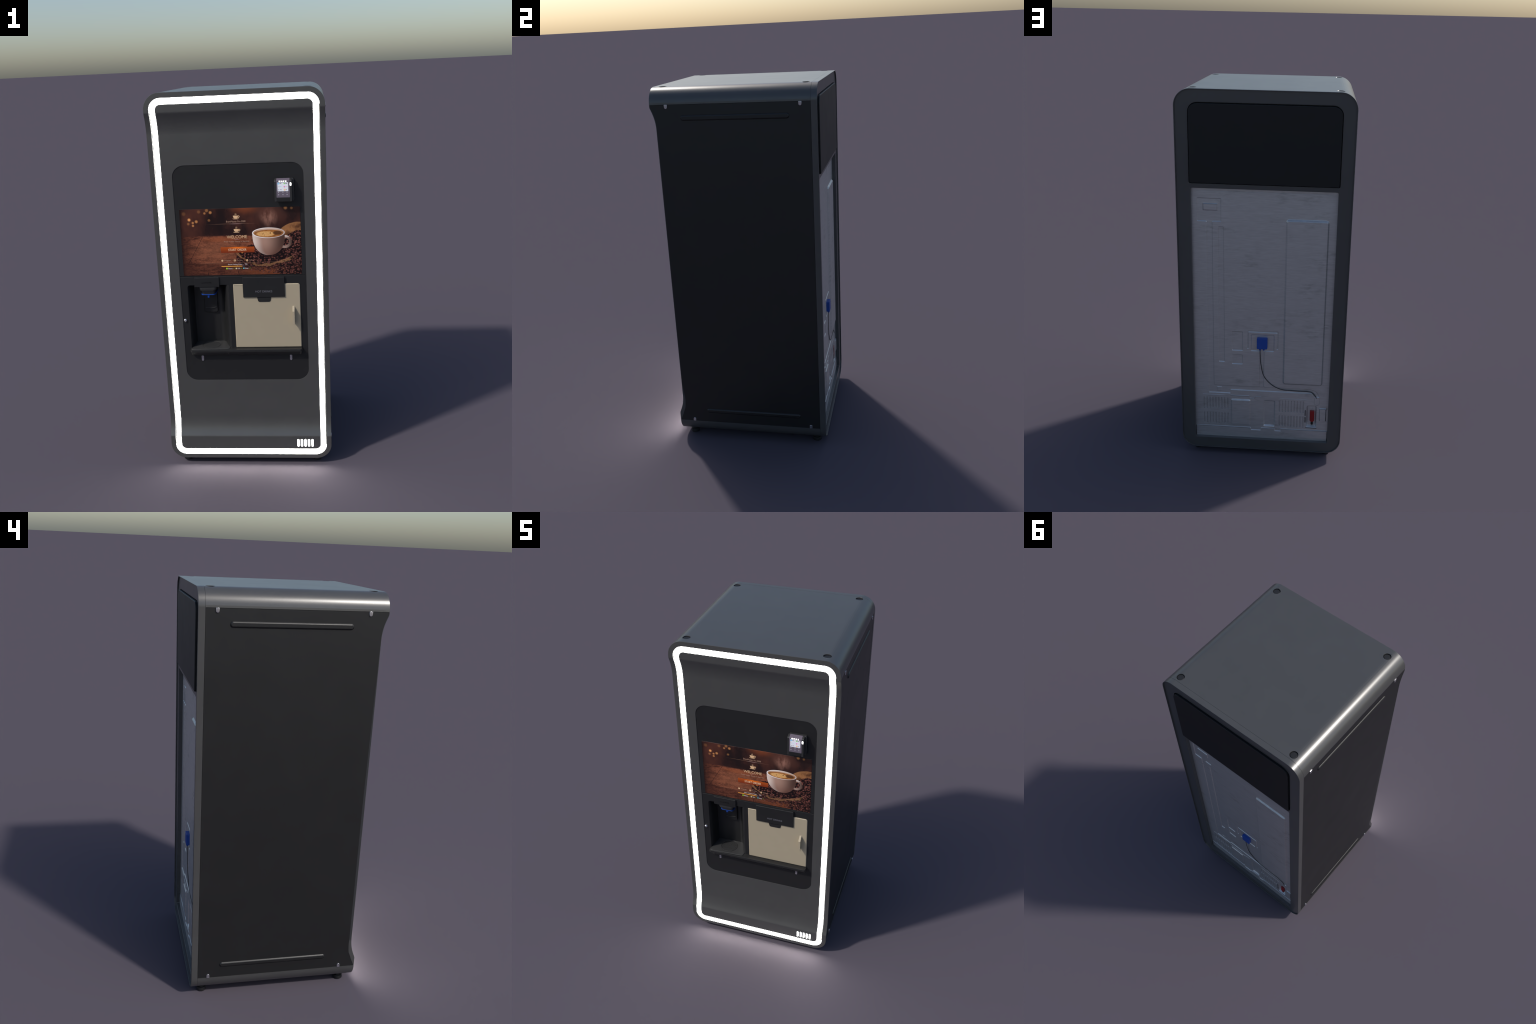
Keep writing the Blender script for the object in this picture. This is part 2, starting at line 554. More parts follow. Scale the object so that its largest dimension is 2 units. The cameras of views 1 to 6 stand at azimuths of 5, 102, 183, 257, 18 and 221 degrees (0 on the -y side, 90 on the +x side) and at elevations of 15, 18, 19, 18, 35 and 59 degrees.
    col = mixc(ell(-0.02, 1.3408, 0.045, 0.0016).step(1, 0.2) * 0.6, col, C(178, 150, 148))
    col = mixc(ell(-0.02, 1.2597, 0.022, 0.0013).step(1, 0.2) * 0.6, col, C(178, 150, 148))
    # darker margins
    col = mixc(x.step(-0.285, -0.304) * 0.7, col, C(22, 13, 12))
    L.new(col, b.inputs['Base Color'])
    L.new(col, b.inputs['Emission Color'])
    b.inputs['Emission Strength'].default_value = GLOW
    return m


def button_material():
    m, b = new_mat('order_button', (0.3, 0.05, 0.01), 0.3)
    L = m.node_tree.links
    tc = m.node_tree.nodes.new('ShaderNodeTexCoord')
    sp = m.node_tree.nodes.new('ShaderNodeSeparateXYZ'); L.new(tc.outputs['Object'], sp.inputs[0])
    x, z = Ex(sp.outputs[0]), Ex(sp.outputs[2])
    u = (x + 0.018) * (1 / 0.05); v = (z - 1.220) * (1 / 0.013)
    hot = (u * u + v * v).pow(0.5).step(1.2, 0.0)
    k = 1 / 1.0
    col = mixc(z.step(1.19, 1.222), lin(108, 40, 14, k), lin(146, 64, 18, k))
    col = mixc(hot, col, lin(206, 100, 26, k))
    L.new(col, b.inputs['Base Color']); L.new(col, b.inputs['Emission Color'])
    b.inputs['Emission Strength'].default_value = GLOW
    return m


# --------------------------------------------------------------------------
# the machine
# --------------------------------------------------------------------------
ROOT = bpy.data.objects.new('coffee_vending_machine', None)
bpy.context.scene.collection.objects.link(ROOT)
ROOT['label'] = 'tall dark grey coffee vending machine with glowing white frame and screen'
ROOT['category'] = 'vending machine'

CUTS = [1.795 + 0.107 * k / 10 for k in range(11)] + [1.8985, 1.9045, 1.9075, 1.9172, 0.1153, 0.1595, 0.1685] + [0.165 + 0.107 * k / 10 for k in range(11)] + [0.1625]


def follow_face(bm, yf_limit):
    """cut at the levels of the sweep and push the front on to the curved face"""
    for zc in CUTS:
        bmesh.ops.bisect_plane(bm, geom=bm.verts[:] + bm.edges[:] + bm.faces[:], plane_co=(0, 0, zc), plane_no=(0, 0, 1), dist=1e-5)
    for v in bm.verts:
        if v.co.y < yf_limit:
            v.co.y += face_y(v.co.z)


OUTLINE = rrect(-HW, HW, Z0, Z1, RC, 14)
WINDOW = rrect(-0.3265, 0.3265, 0.4865, 1.6425, 0.060, 10)


LED_OUT = rrect(-0.4116, 0.4116, 0.0570, 1.9736, 0.057, 12)
LED_IN = rrect(-0.3806, 0.3806, 0.0892, 1.9434, 0.026, 8)
LED_DEPTH = 0.020
PILLS = [rrect(0.2597 + k * 0.0190 - 0.0054, 0.2597 + k * 0.0190 + 0.0054, 0.1020, 0.1460, 0.0052) for k in range(5)]


def fascia(bm):
    # rim outside the light channel, and the field inside it
    add_plate(bm, OUTLINE, [LED_OUT], 0.0, 0.0215, bev=0.0012, hole_bev=0.0003, seg=2)
    add_plate(bm, LED_IN, [WINDOW] + PILLS, 0.0, 0.0215, bev=0.0003, hole_bev=0.0010, seg=2)
    follow_face(bm, 1)


def fascia_rim_trim(bm):
    """the outer rim is only a thin sheet: the side panels meet it right behind the edge"""
    fascia(bm)
    for v in bm.verts:
        if abs(v.co.x) > HW - 0.0006 and 0.1150 < v.co.z < 1.9176 and v.co.y > face_y(v.co.z) + 0.004:
            v.co.y = face_y(v.co.z) + 0.0016


make('front_fascia', fascia_rim_trim, M_PAINT, angle=28)


def channel(bm, outer, inner, depth):
    """glowing trough: floor and walls, open to the front"""
    rows = []
    for loop, sgn in ((outer, 1), (inner, -1)) if inner else ((outer, 1),):
        loop = ccw(loop)
        a = ring(bm, inset(loop, sgn * 0.0004), 0.0006, FRONT)
        b = ring(bm, inset(loop, sgn * 0.0004), depth, FRONT)
        bridge(bm, a, b)
        rows.append(b)
    fill(bm, rows)


make('light_strip', lambda bm: (channel(bm, LED_OUT, LED_IN, LED_DEPTH), follow_face(bm, 1)), M_LED)
for p in PILLS:
    make('marker_light', lambda bm: (channel(bm, p, None, 0.012), follow_face(bm, 1)), M_LEDS)

# ---- shell ---------------------------------------------------------------
def arch(top):
    """cross-section of the top or bottom cover: flat with two quarter rounds"""
    zt, zs = (Z1, Z1 - RC) if top else (Z0, Z0 + RC)
    s = 1 if top else -1
    pts = []
    for k in range(15):
        a = k / 14 * PI / 2
        pts.append((HW - RC + RC * math.cos(a), zs + s * RC * math.sin(a)))
    for k in range(15):
        a = PI / 2 + k / 14 * PI / 2
        pts.append((-HW + RC + RC * math.cos(a), zs + s * RC * math.sin(a)))
    return ccw(pts)


def top_cover(bm):
    add_plate(bm, arch(True), [], Y_SEAM - 0.0005, Y_FRONT + 0.0215, bev=0.0006, seg=1)


cover = make('top_cover', top_cover, M_PAINT, angle=28)
HOLES = [(sx * 0.355, sy * 0.367) for sx in (1, -1) for sy in (1, -1)]
cut = make('hole_cutter', lambda bm: [add_lathe(bm, [(0.0205, 1.988), (0.0205, 2.02)], cx, cy, 0, 40) for cx, cy in HOLES], M_BLACK)
bo = cover.modifiers.new('holes', 'BOOLEAN'); bo.operation = 'DIFFERENCE'; bo.object = cut; bo.solver = 'EXACT'
cover.modifiers.move(1, 0)
dg = bpy.context.evaluated_depsgraph_get()
me = bpy.data.meshes.new_from_object(cover.evaluated_get(dg))
cover.modifiers.remove(bo)
cover.data = me
me.set_sharp_from_angle(angle=math.radians(28))
bpy.data.objects.remove(cut)

for k, (cx, cy) in enumerate(HOLES):
    if k == 0:
        plug = make('hole_plug', lambda bm: add_lathe(bm, [(0.0203, -0.0119), (0.0203, -0.0022), (0.0192, -0.0022), (0.0186, -0.0065), (0.0170, -0.0065), (0.0167, -0.0046), (0.0158, -0.0040)], 0, 0, 0, 40), M_RUBBER)
    else:
        plug = repeat(plug, (0, 0, 0))
    plug.location = (cx, cy, 2.0)

make('base_cover', lambda bm: add_plate(bm, arch(False), [], Y_SEAM - 0.0005, Y_FRONT + 0.0215, bev=0.0006, seg=1), M_PAINT, angle=28)


def side_panel(s):
    def build(bm):
        zs = [0.1155] + sorted(c for c in CUTS if 0.12 < c < 1.916) + [1.9170]
        front = [(face_y(z) + 0.0017, z) for z in zs]
        loop = ccw([(Y_SEAM - 0.001, 0.1155)] + front + [(Y_SEAM - 0.001, 1.9170)])
        add_plate(bm, loop, [], s * (HW - 0.0012), s * (HW - 0.03), bev=0.0005, seg=1, mp=SIDE)
    return build


def rib(s):
    def build(bm):
        def pill(zc, ya, yb, hz):
            loop = rrect(ya, yb, zc - hz, zc + hz, hz * 0.98, 8)
            x = s * (HW - 0.0012)
            add_loft(bm, [(loop, x - s * 0.002), (loop, x + s * 0.0003), (inset(loop, 0.0012), x + s * 0.0022), (inset(loop, 0.0045), x + s * 0.0052),
                          (inset(loop, 0.0070), x + s * 0.0060)], SIDE)
        pill(1.8500, -0.262, 0.2905, 0.0140)
        pill(0.1855, -0.256, 0.2890, 0.0130)
    return build


def clip_shape(bm):
    loop = round_poly([(-0.0076, -0.0205), (0.0076, -0.0205), (0.0076, 0.0), (-0.0076, 0.0)], [0.0075, 0.0075, 0, 0], 8)
    add_plate(bm, loop, [], 0.0040, -0.001, bev=0.0012, mp=SIDE)


for s in (-1, 1):
    pan = make('side_panel', side_panel(s), M_SIDE)
    make('stiffening_rib', rib(s), M_SIDE, parent=pan, angle=50)
    for cy in (0.345, -0.3335):
        for cz, up in ((1.9175, False), (0.1150, True)):
            if s == -1 and cy > 0 and not up:
                clip = make('fixing_clip', clip_shape, M_CHROME)
            else:
                clip = repeat(clip, (0, 0, 0))
            clip.location = (s * (HW - 0.0012), cy, cz)
            clip.rotation_euler = (PI if up else 0, 0, PI if s < 0 else 0)

# ---- rear frame and panels -----------------------------------------------
POCKET = rrect(-0.3715, 0.3715, 1.5430, 1.9360, (0.008, 0.008, 0.047, 0.047), 8)
OPENING = rrect(-0.3660, 0.3660, 0.0935, 1.5195, (0.004, 0.004, 0.008, 0.008), 4)


def rear_frame(bm):
    # thin outer lip standing proud of the face
    add_plate(bm, OUTLINE, [inset(OUTLINE, 0.0042)], Y_BACK + 0.0070, Y_SEAM, bev=0.0016, hole_bev=0.0010)
    add_plate(bm, inset(OUTLINE, 0.0040), [POCKET, OPENING], Y_BACK, Y_SEAM + 0.001, bev=0.0, hole_bev=0.0018)


make('rear_frame', rear_frame, M_PAINT, angle=28)
make('upper_rear_panel', lambda bm: (add_plate(bm, inset(POCKET, 0.0035), [], 0.4295, 0.404, bev=0.0025),
                                     add_plate(bm, inset(POCKET, -0.004), [], 0.408, 0.39, bev=0.0)), M_PAD)


def relief(bm, outer_ring, feats, level):
    """sheet at a depth, with pressed-in and raised features (negative height = pressed in)"""
    loops = [outer_ring]
    for f in feats:
        loop, h, bev = ccw(f[0]), f[1], f[2]
        subs = f[3] if len(f) > 3 else []
        rows = [ring(bm, loop, level, FRONT)]
        for t in (0.25, 0.5, 0.75, 1.0):
            rows.append(ring(bm, inset(loop, bev * t), level + h * t * t * (3 - 2 * t), FRONT))
        for a, b in zip(rows, rows[1:]):
            bridge(bm, a, b)
        relief(bm, rows[-1], subs, level + h)
        loops.append(rows[0])
    fill(bm, loops)


def service_panel(bm):
    outer = rrect(-0.3675, 0.3675, 0.088, 1.521, 0.004, 3)
    D = -0.0036
    # cable trench: meter box, long leg, floor run, riser to the socket box, bend to the right
    trench = round_poly([(0.3400, 1.4660), (0.3400, 1.3430), (0.2922, 1.3430), (0.2922, 0.3640), (0.1715, 0.3640), (0.1690, 0.3860),
                         (-0.2760, 0.3860), (-0.2872, 0.3640), (-0.3180, 0.3640), (-0.3000, 0.4020), (-0.2640, 0.4140), (-0.0113, 0.4140),
                         (-0.0113, 0.6285), (-0.0638, 0.6285), (-0.0638, 0.7280), (0.0625, 0.7280), (0.0625, 0.6285), (0.0158, 0.6285),
                         (0.0158, 0.4140), (0.2605, 0.4140), (0.2605, 1.3430), (0.2152, 1.3430), (0.2152, 1.4660)],
                        [0.006, 0.006, 0.005, 0.001, 0.001, 0.003, 0.016, 0.001, 0.001, 0.03, 0.03, 0.006, 0.005, 0.007, 0.007, 0.007, 0.007, 0.005,
                         0.006, 0.006, 0.005, 0.006, 0.006], 4)
    feats = [
        (trench, D, 0.0042, [
            (rrect(0.2328, 0.3104, 1.4000, 1.4390, 0.004), 0.0040, 0.0050),
            (rrect(0.2184, 0.2470, 0.3770, 0.4028, 0.003), 0.0016, 0.0025)]),
        (rrect(0.2023, 0.2340, 0.5550, 1.3190, 0.006), -0.0036, 0.0042),
        (rrect(0.1048, 0.1645, 0.6265, 0.7415, 0.006), -0.0036, 0.0042),
        (rrect(0.1048, 0.1645, 0.5450, 0.6040, 0.006), -0.0036, 0.0042),
        # inverted U groove round the socket box
        (round_poly([(0.0830, 0.7495), (0.0830, 0.6420), (0.0735, 0.6420), (0.0735, 0.7385), (-0.0755, 0.7385), (-0.0755, 0.6420), (-0.0850, 0.6420), (-0.0850, 0.7495)],
                    [0.006, 0.003, 0.003, 0.003, 0.003, 0.003, 0.003, 0.006], 4), -0.0032, 0.0036),
        # long raised door on the right
        (rrect(-0.3300, -0.1100, 0.4365, 1.3710, 0.018), 0.0090, 0.0115),
        # pressed covers of the lower bay
        (rrect(0.0600, 0.1700, 0.1680, 0.3330, 0.010), 0.0055, 0.0075),
        (rrect(-0.0752, -0.0088, 0.1660, 0.3320, 0.010), -0.0080, 0.0085),
        (rrect(-0.3565, -0.3165, 0.2190, 0.3010, 0.003), 0.0065, 0.0050),
        (round_poly([(-0.2872, 0.3625), (-0.2872, 0.3160), (-0.3180, 0.3160), (-0.3180, 0.3625), (-0.3162, 0.3625), (-0.3162, 0.3178), (-0.2890, 0.3178), (-0.2890, 0.3625)],
                    [0, 0.015, 0.015, 0, 0, 0.0135, 0.0135, 0], 6), -0.0020, 0.0004),
        # well of the emergency handle
        (rrect(-0.3036, -0.2465, 0.1745, 0.3130, (0.004, 0.004, 0.012, 0.012)), -0.0120, 0.0085, [
            (rrect(-0.2835 + 0.0, -0.2735, 0.288, 0.2905, 0.001, 2), 0.002, 0.0006),
            (rrect(-0.2845, -0.2745, 0.2945, 0.2965, 0.0009, 2), 0.002, 0.0006)]),
        # stepped sill along the bottom
        (round_poly([(0.3655, 0.0890), (0.3655, 0.1575), (0.0585, 0.1575), (0.0560, 0.1435), (0.0060, 0.1435), (0.0035, 0.1580), (-0.0755, 0.1580), (-0.0765, 0.1440), (-0.1065, 0.1440),
                     (-0.1065, 0.1580), (-0.3655, 0.1580), (-0.3655, 0.0890)], 0.0006, 2), 0.0035, 0.0028),
        # folds along the top edge of the lower bay
        (rrect(0.0690, 0.1720, 0.3490, 0.3560, 0.001, 2), 0.0020, 0.0022),
        (round_poly([(0.0665, 0.3390), (0.0665, 0.3432), (0.0420, 0.3432), (0.0380, 0.3550), (0.0030, 0.3550), (0.0030, 0.3505), (0.0355, 0.3505), (0.0395, 0.3390)], 0.0008, 2), 0.0018, 0.0018),
        (rrect(0.205, 0.325, 0.3505, 0.3535, 0.001, 2), 0.0009, 0.0012),
        (rrect(-0.255, -0.100, 0.3455, 0.3485, 0.001, 2), 0.0009, 0.0012),
        (rrect(-0.3400, 0.3400, 1.5000, 1.5030, 0.001, 2), -0.0006, 0.0012),
    ]
    # two banks of ventilation slots
    for x0, dx in ((0.3180, -0.01632), (-0.0985, -0.01635)):
        for k in range(9):
            cx = x0 + dx * k
            for za, zb in ((0.2655, 0.3375), (0.1710, 0.2430)):
                feats.append((rrect(cx - 0.0034, cx + 0.0034, za, zb, 0.0032, 4), -0.0050, 0.0014))
    relief(bm, ring(bm, outer, Y_STEEL, FRONT), feats, Y_STEEL)


steel = make('service_panel', service_panel, M_STEEL, angle=40)

plug_box = make('power_plug', lambda bm: (add_plate(bm, rrect(-0.0268, 0.0292, 0.6490, 0.7110, 0.005), [], 0.4130, 0.390, bev=0.002),
                                          add_lathe(bm, [(0.0050, 0.640), (0.0056, 0.6412), (0.0056, 0.652)], 0.0120, 0.404, 0, 16),
                                          add_lathe(bm, [(0.0050, 0.640), (0.0056, 0.6412), (0.0056, 0.652)], -0.0075, 0.404, 0, 16)), M_BLUE, parent=steel)
CABLE = [(0.0120, 0.404, 0.646), (0.0118, 0.403, 0.620), (0.0075, 0.4025, 0.560), (-0.0090, 0.4010, 0.485), (-0.0500, 0.4005, 0.4340), (-0.1020, 0.3995, 0.4060),
         (-0.1600, 0.3985, 0.4000), (-0.2480, 0.3985, 0.3985), (-0.2760, 0.3985, 0.3920), (-0.2960, 0.3980, 0.3670), (-0.2985, 0.3965, 0.3580)]
make('power_cable', lambda bm: add_tube(bm, smooth_path(CABLE, 7), 0.0019), M_CABLE, parent=plug_box, angle=60)


def isolator(bm):
    body = round_poly([(-0.2665, 0.2770), (-0.2668, 0.2165), (-0.2745, 0.2085), (-0.2835, 0.2085), (-0.2912, 0.2165), (-0.2910, 0.2770)], 0.002, 3)
    add_plate(bm, body, [], 0.3970, 0.380, bev=0.0022)


iso = make('isolator_handle', isolator, M_RED, parent=steel)
make('handle_stem', lambda bm: add_lathe(bm, [(0.0062, 0.1905), (0.0066, 0.193), (0.0066, 0.213)], -0.2790, 0.3890, 0, 20), M_CABLE, parent=iso)
make('terminal_slot', lambda bm: [add_plate(bm, rrect(cx - 0.0011, cx + 0.0011, za, zb, 0.0005, 2), [], 0.3990, 0.3930, bev=0) for cx in (-0.2395, -0.2430) for za, zb in ((0.205, 0.240), (0.2465, 0.283))]
     + [add_plate(bm, rrect(-0.3060, -0.2435, 0.1700, 0.1728, 0.001, 2), [], 0.3990, 0.3930, bev=0)], M_HOLE, parent=steel)

# ---- feet ----------------------------------------------------------------
for k, (cx, cy) in enumerate(((0.360, 0.366), (0.360, -0.364), (-0.360, 0.366), (-0.360, -0.364))):
    if k == 0:
        foot = make('foot', lambda bm: add_lathe(bm, [(0.0222, 0.0), (0.0232, 0.0012), (0.0235, 0.007), (0.0235, 0.0170), (0.0222, 0.0192), (0.0170, 0.0210), (0.0165, 0.040)], n=36), M_RUBBER)
    else:
        foot = repeat(foot, (0, 0, 0))
    foot.location = (cx, cy, 0)

# ---- control panel -------------------------------------------------------
Z_SPLIT = 1.0670
upper = make('control_panel', lambda bm: add_plate(bm, rrect(-0.331, 0.331, Z_SPLIT + 0.0012, 1.647, 0.002), [], Y_PANEL, Y_PANEL + 0.01, bev=0.0012), M_BLACK)

NICHE = round_poly([(-0.2900, 0.660), (-0.0765, 0.660), (-0.0765, 1.0195), (-0.2900, 1.0195)], [0, 0, 0.004, 0.013], 6)
lower = make('dispensing_panel', lambda bm: add_plate(bm, rrect(-0.331, 0.331, 0.482, Z_SPLIT - 0.0008, 0.002), [NICHE], Y_PANEL, Y_PANEL + 0.008, bev=0.0012), M_BLACK)


def niche(bm):
    """water niche: tapered walls with rounded corners, closed at the top"""
    left = [(-0.2900, Y_PANEL + 0.002), (-0.2850, -0.3830), (-0.2805, -0.370), (-0.2738, -0.3050), (-0.2727, -0.3020), (-0.2700, -0.3008)]
    arc_l = []
    arc_r = [(-0.1400 + 0.031 * math.cos(a), -0.3318 + 0.031 * math.sin(a)) for a in [PI / 2 - k / 8 * PI / 2 for k in range(0, 9)]]
    right = [(-0.0945, -0.372), (-0.0915, -0.3800), (-0.0875, -0.3860), (-0.0825, -0.3895), (-0.0765, Y_PANEL + 0.0002)]
    path = left + arc_l + arc_r + right
    lo = [bm.verts.new((x, y, 0.655)) for x, y in path]
    hi = [bm.verts.new((x, y, 1.024)) for x, y in path]
    for i in range(len(path) - 1):
        bm.faces.new((lo[i], lo[i + 1], hi[i + 1], hi[i]))
    fill(bm, [hi])


bay = make('water_niche', niche, M_TRIM, angle=40)

# nozzle under its cover
def nozzle(bm):
    def plan(xa, xb, yf, yb=-0.29, r=0.014):
        return round_poly([(xa, yf), (xb, yf), (xb + 0.004, yb), (xa - 0.004, yb)], [r, r, 0.001, 0.001], 6)
    add_loft(bm, [(plan(-0.2300, -0.1400, -0.3945), 1.030), (plan(-0.2300, -0.1400, -0.3945), 1.004), (plan(-0.2285, -0.1425, -0.3925), 0.9930), (plan(-0.2245, -0.1485, -0.3880), 0.9852),
                  (plan(-0.2215, -0.1505, -0.3815), 0.9835), (plan(-0.2190, -0.1525, -0.3775), 0.9660)])


noz = make('water_nozzle', nozzle, M_TRAY, parent=bay, angle=40)  # lighter plastic chosen so the slope's reflected light is in its colour


def spout(bm):
    loop = round_poly([(-0.2230, -0.3775), (-0.1485, -0.3775), (-0.1430, -0.295), (-0.2280, -0.295)], [0.013, 0.013, 0.001, 0.001], 6)
    add_loft(bm, [(loop, 0.9662), (loop, 0.9615), (inset(loop, 0.0012), 0.9602)])
    add_lathe(bm, [(0.0048, 0.9445), (0.0062, 0.9458), (0.0064, 0.960)], -0.1860, -0.3670, 0, 20)


make('blue_spout', spout, M_BLUE, parent=bay, angle=40)
cov = make('nozzle_cover', lambda bm: add_plate(bm, rrect(-0.2518, -0.1222, 1.0112, 1.0620, 0.002), [], -0.3985, -0.385, bev=0.0015), M_BLACK, parent=bay)
lettering('cover_lettering', 'pureWATER', -0.213, -0.162, 1.0285, 1.0385, -0.3987, M_DARK_INK, bay)


def lever(bm):
    loop = rrect(-0.2225, -0.1500, 0.8420, 1.012, (0.012, 0.012, 0, 0))
    add_plate(bm, loop, [], -0.3110, -0.300, bev=0.003)
    add_tube(bm, smooth_path([(-0.2140, -0.3105, 0.8705), (-0.1862, -0.3125, 0.8665), (-0.1585, -0.3105, 0.8705)], 6), 0.0026, 8)


make('cup_lever', lever, M_BLACK, parent=bay, angle=40)

# shelf with drip tray
SHELF = round_poly([(-0.2948, -0.4250), (0.2955, -0.4250), (0.2955, -0.385), (-0.2948, -0.385)], [0.016, 0.012, 0, 0], 8)


def shelf_plan(d, dy=0.0):
    return [(min(max(x, -0.2948 + d), 0.2955 - d), y + (dy if y < -0.39 else 0)) for x, y in SHELF]


shelf = make('shelf', lambda bm: add_loft(bm, [(shelf_plan(0.0028, 0.0028), 0.6722), (shelf_plan(0.0008, 0.0008), 0.6714), (shelf_plan(0), 0.6695), (shelf_plan(0), 0.6590),
                                               (shelf_plan(0.001, 0.0022), 0.6568), (shelf_plan(0.005, 0.015), 0.6375), (shelf_plan(0.008, 0.020), 0.6360)]), M_TRIM, angle=40)
TRAY = round_poly([(-0.2925, -0.4215), (-0.0865, -0.4130), (-0.0840, -0.3900), (-0.1085, -0.3120), (-0.1200, -0.3015), (-0.2660, -0.3015), (-0.2735, -0.3060), (-0.2860, -0.3900)],
                  [0.014, 0.014, 0.006, 0.008, 0.006, 0.006, 0.006, 0.004], 6)
tray = make('drip_tray', lambda bm: add_plate(bm, TRAY, [circle(-0.1890, -0.3540, 0.0500, 48, 0.0510)], 0.6750, 0.660, bev=0.0016, mp=PLAN), M_TRAY, parent=shelf, angle=40)


def grate(bm):
    add_lathe(bm, [(0.0496, 0.660), (0.0496, 0.6650), (0.0490, 0.6656)], -0.1890, -0.3542, 0, 48)
    add_lathe(bm, [(0.0496, 0.6600), (0.0494, 0.6752), (0.0480, 0.6758), (0.0468, 0.6752), (0.0466, 0.6600)], -0.1890, -0.3542, 0, 48)
    for k in range(13):
        y = -0.0438 + k * 0.0073
        h = math.sqrt(0.0470 ** 2 - y * y)
        add_box(bm, -0.1890 - h, -0.1890 + h, -0.3542 + y - 0.0021, -0.3542 + y + 0.0021, 0.6650, 0.6745)


make('drip_grate', grate, M_TRAY, parent=shelf, angle=40, merge=False)


def peg(bm):
    loop = round_poly([(-0.0063, -0.0150), (0.0063, -0.0150), (0.0063, 0.0150), (-0.0063, 0.0150)], [0.006, 0.006, 0, 0], 8)
    add_plate(bm, loop, [], -0.0035, 0.001, bev=0.0012)


p1 = make('shelf_peg', peg, M_CHROME)
p1.location = (-0.2350, Y_PANEL, 0.6130)
repeat(p1, (0.2350, Y_PANEL, 0.6130))

make('lock', lambda bm: add_lathe(bm, [(0.0088, 0.002), (0.0088, -0.0035), (0.0080, -0.0058), (0.0060, -0.0078), (0.0030, -0.0088), (0.0006, -0.0090)], -0.3132, Y_PANEL, 0.8290, 32, 'y'), M_CHROME, angle=60)

# cup door, its grip and the hatch above
door = make('cup_door', lambda bm: add_plate(bm, rrect(-0.0515, 0.2930, 0.6735, 1.0220, (0.004, 0.004, 0.013, 0.003), 6), [], -0.3965, Y_PANEL + 0.002, bev=0.0042, seg=4), M_CREAM)


def grip(bm):
    prof = [(-0.394, 0.9030), (-0.4240, 0.8790), (-0.4240, 0.8090), (-0.4215, 0.8075), (-0.4175, 0.8150), (-0.394, 0.8150)]
    add_plate(bm, ccw(prof), [], 0.2622, 0.2508, bev=0.0006, seg=1, mp=SIDE)


make('door_grip', grip, M_CREAM, parent=door)
hatch = make('drinks_hatch', lambda bm: add_plate(bm, rrect(-0.0010, 0.2146, 0.9520, 1.0600, 0.0025), [], -0.4022, Y_PANEL + 0.002, bev=0.0022), M_BLACK)
make('hatch_tongue', lambda bm: add_plate(bm, round_poly([(0.0760, 0.9255), (0.1380, 0.9255), (0.1448, 0.9560), (0.0688, 0.9560)], [0.010, 0.010, 0, 0], 6), [], -0.3985, -0.393, bev=0.0012), M_TRIM, parent=hatch)
lettering('hatch_lettering', 'HOT DRINKS', 0.0637, 0.1500, 0.9785, 0.9890, -0.4025, M_SILVER_INK, hatch)

# ---- display -------------------------------------------------------------
YS = -0.3932
screen = make('screen', lambda bm: add_plate(bm, rrect(-0.3040, 0.3052, 1.0728, 1.4206, 0.002), [], YS, Y_PANEL + 0.004, bev=0.0006, seg=1), picture_material())
INK = screen_ink('tan_ink', 196, 160, 124)
INK_L = screen_ink('sand_ink', 214, 182, 150)
INK_D = screen_ink('dim_ink', 150, 118, 100)
INK_W = screen_ink('pale_ink', 196, 184, 184)
YT = YS - 0.0006


def screen_text(name, text, x0, x1, z0, z1, ink):
    return lettering(name, text, x0, x1, z0, z1, YT, ink, screen)


screen_text('machine_lettering', 'BrewMaster Pro 3000', -0.0685, 0.0292, 1.3488, 1.3580, INK_D)
screen_text('welcome_lettering', 'WELCOME', -0.0693, 0.0330, 1.2655, 1.2812, INK)
screen_text('slogan_lettering', 'Fresh Coffee. Ready in Seconds.', -0.0851, 0.0459, 1.2448, 1.2528, INK_D)
make('order_button', lambda bm: add_plate(bm, rrect(-0.1042, 0.0682, 1.1908, 1.2210, 0.003), [], YS - 0.0003, YS + 0.001, bev=0), button_material(), parent=screen)
lettering('order_lettering', 'START ORDER', -0.0652, 0.0276, 1.2000, 1.2118, YS - 0.0009, INK_L, screen)
for t, xa, xb in (('Language', -0.0880, -0.0567), ('Currency', -0.0256, 0.0054), ('Settings', 0.0385, 0.0657)):
    screen_text('menu_lettering', t, xa, xb, 1.1462, 1.1535, INK_D)
screen_text('status_lettering', 'Status: Heating Water...   78%', -0.0716, 0.0286, 1.1248, 1.1322, INK_W)
for t, xa, xb in (('Beans', -0.0702, -0.0492), ('Milk', -0.0228, -0.0095), ('Water', 0.0152, 0.0331)):
    screen_text('supply_lettering', t, xa, xb, 1.1040, 1.1106, INK_W)


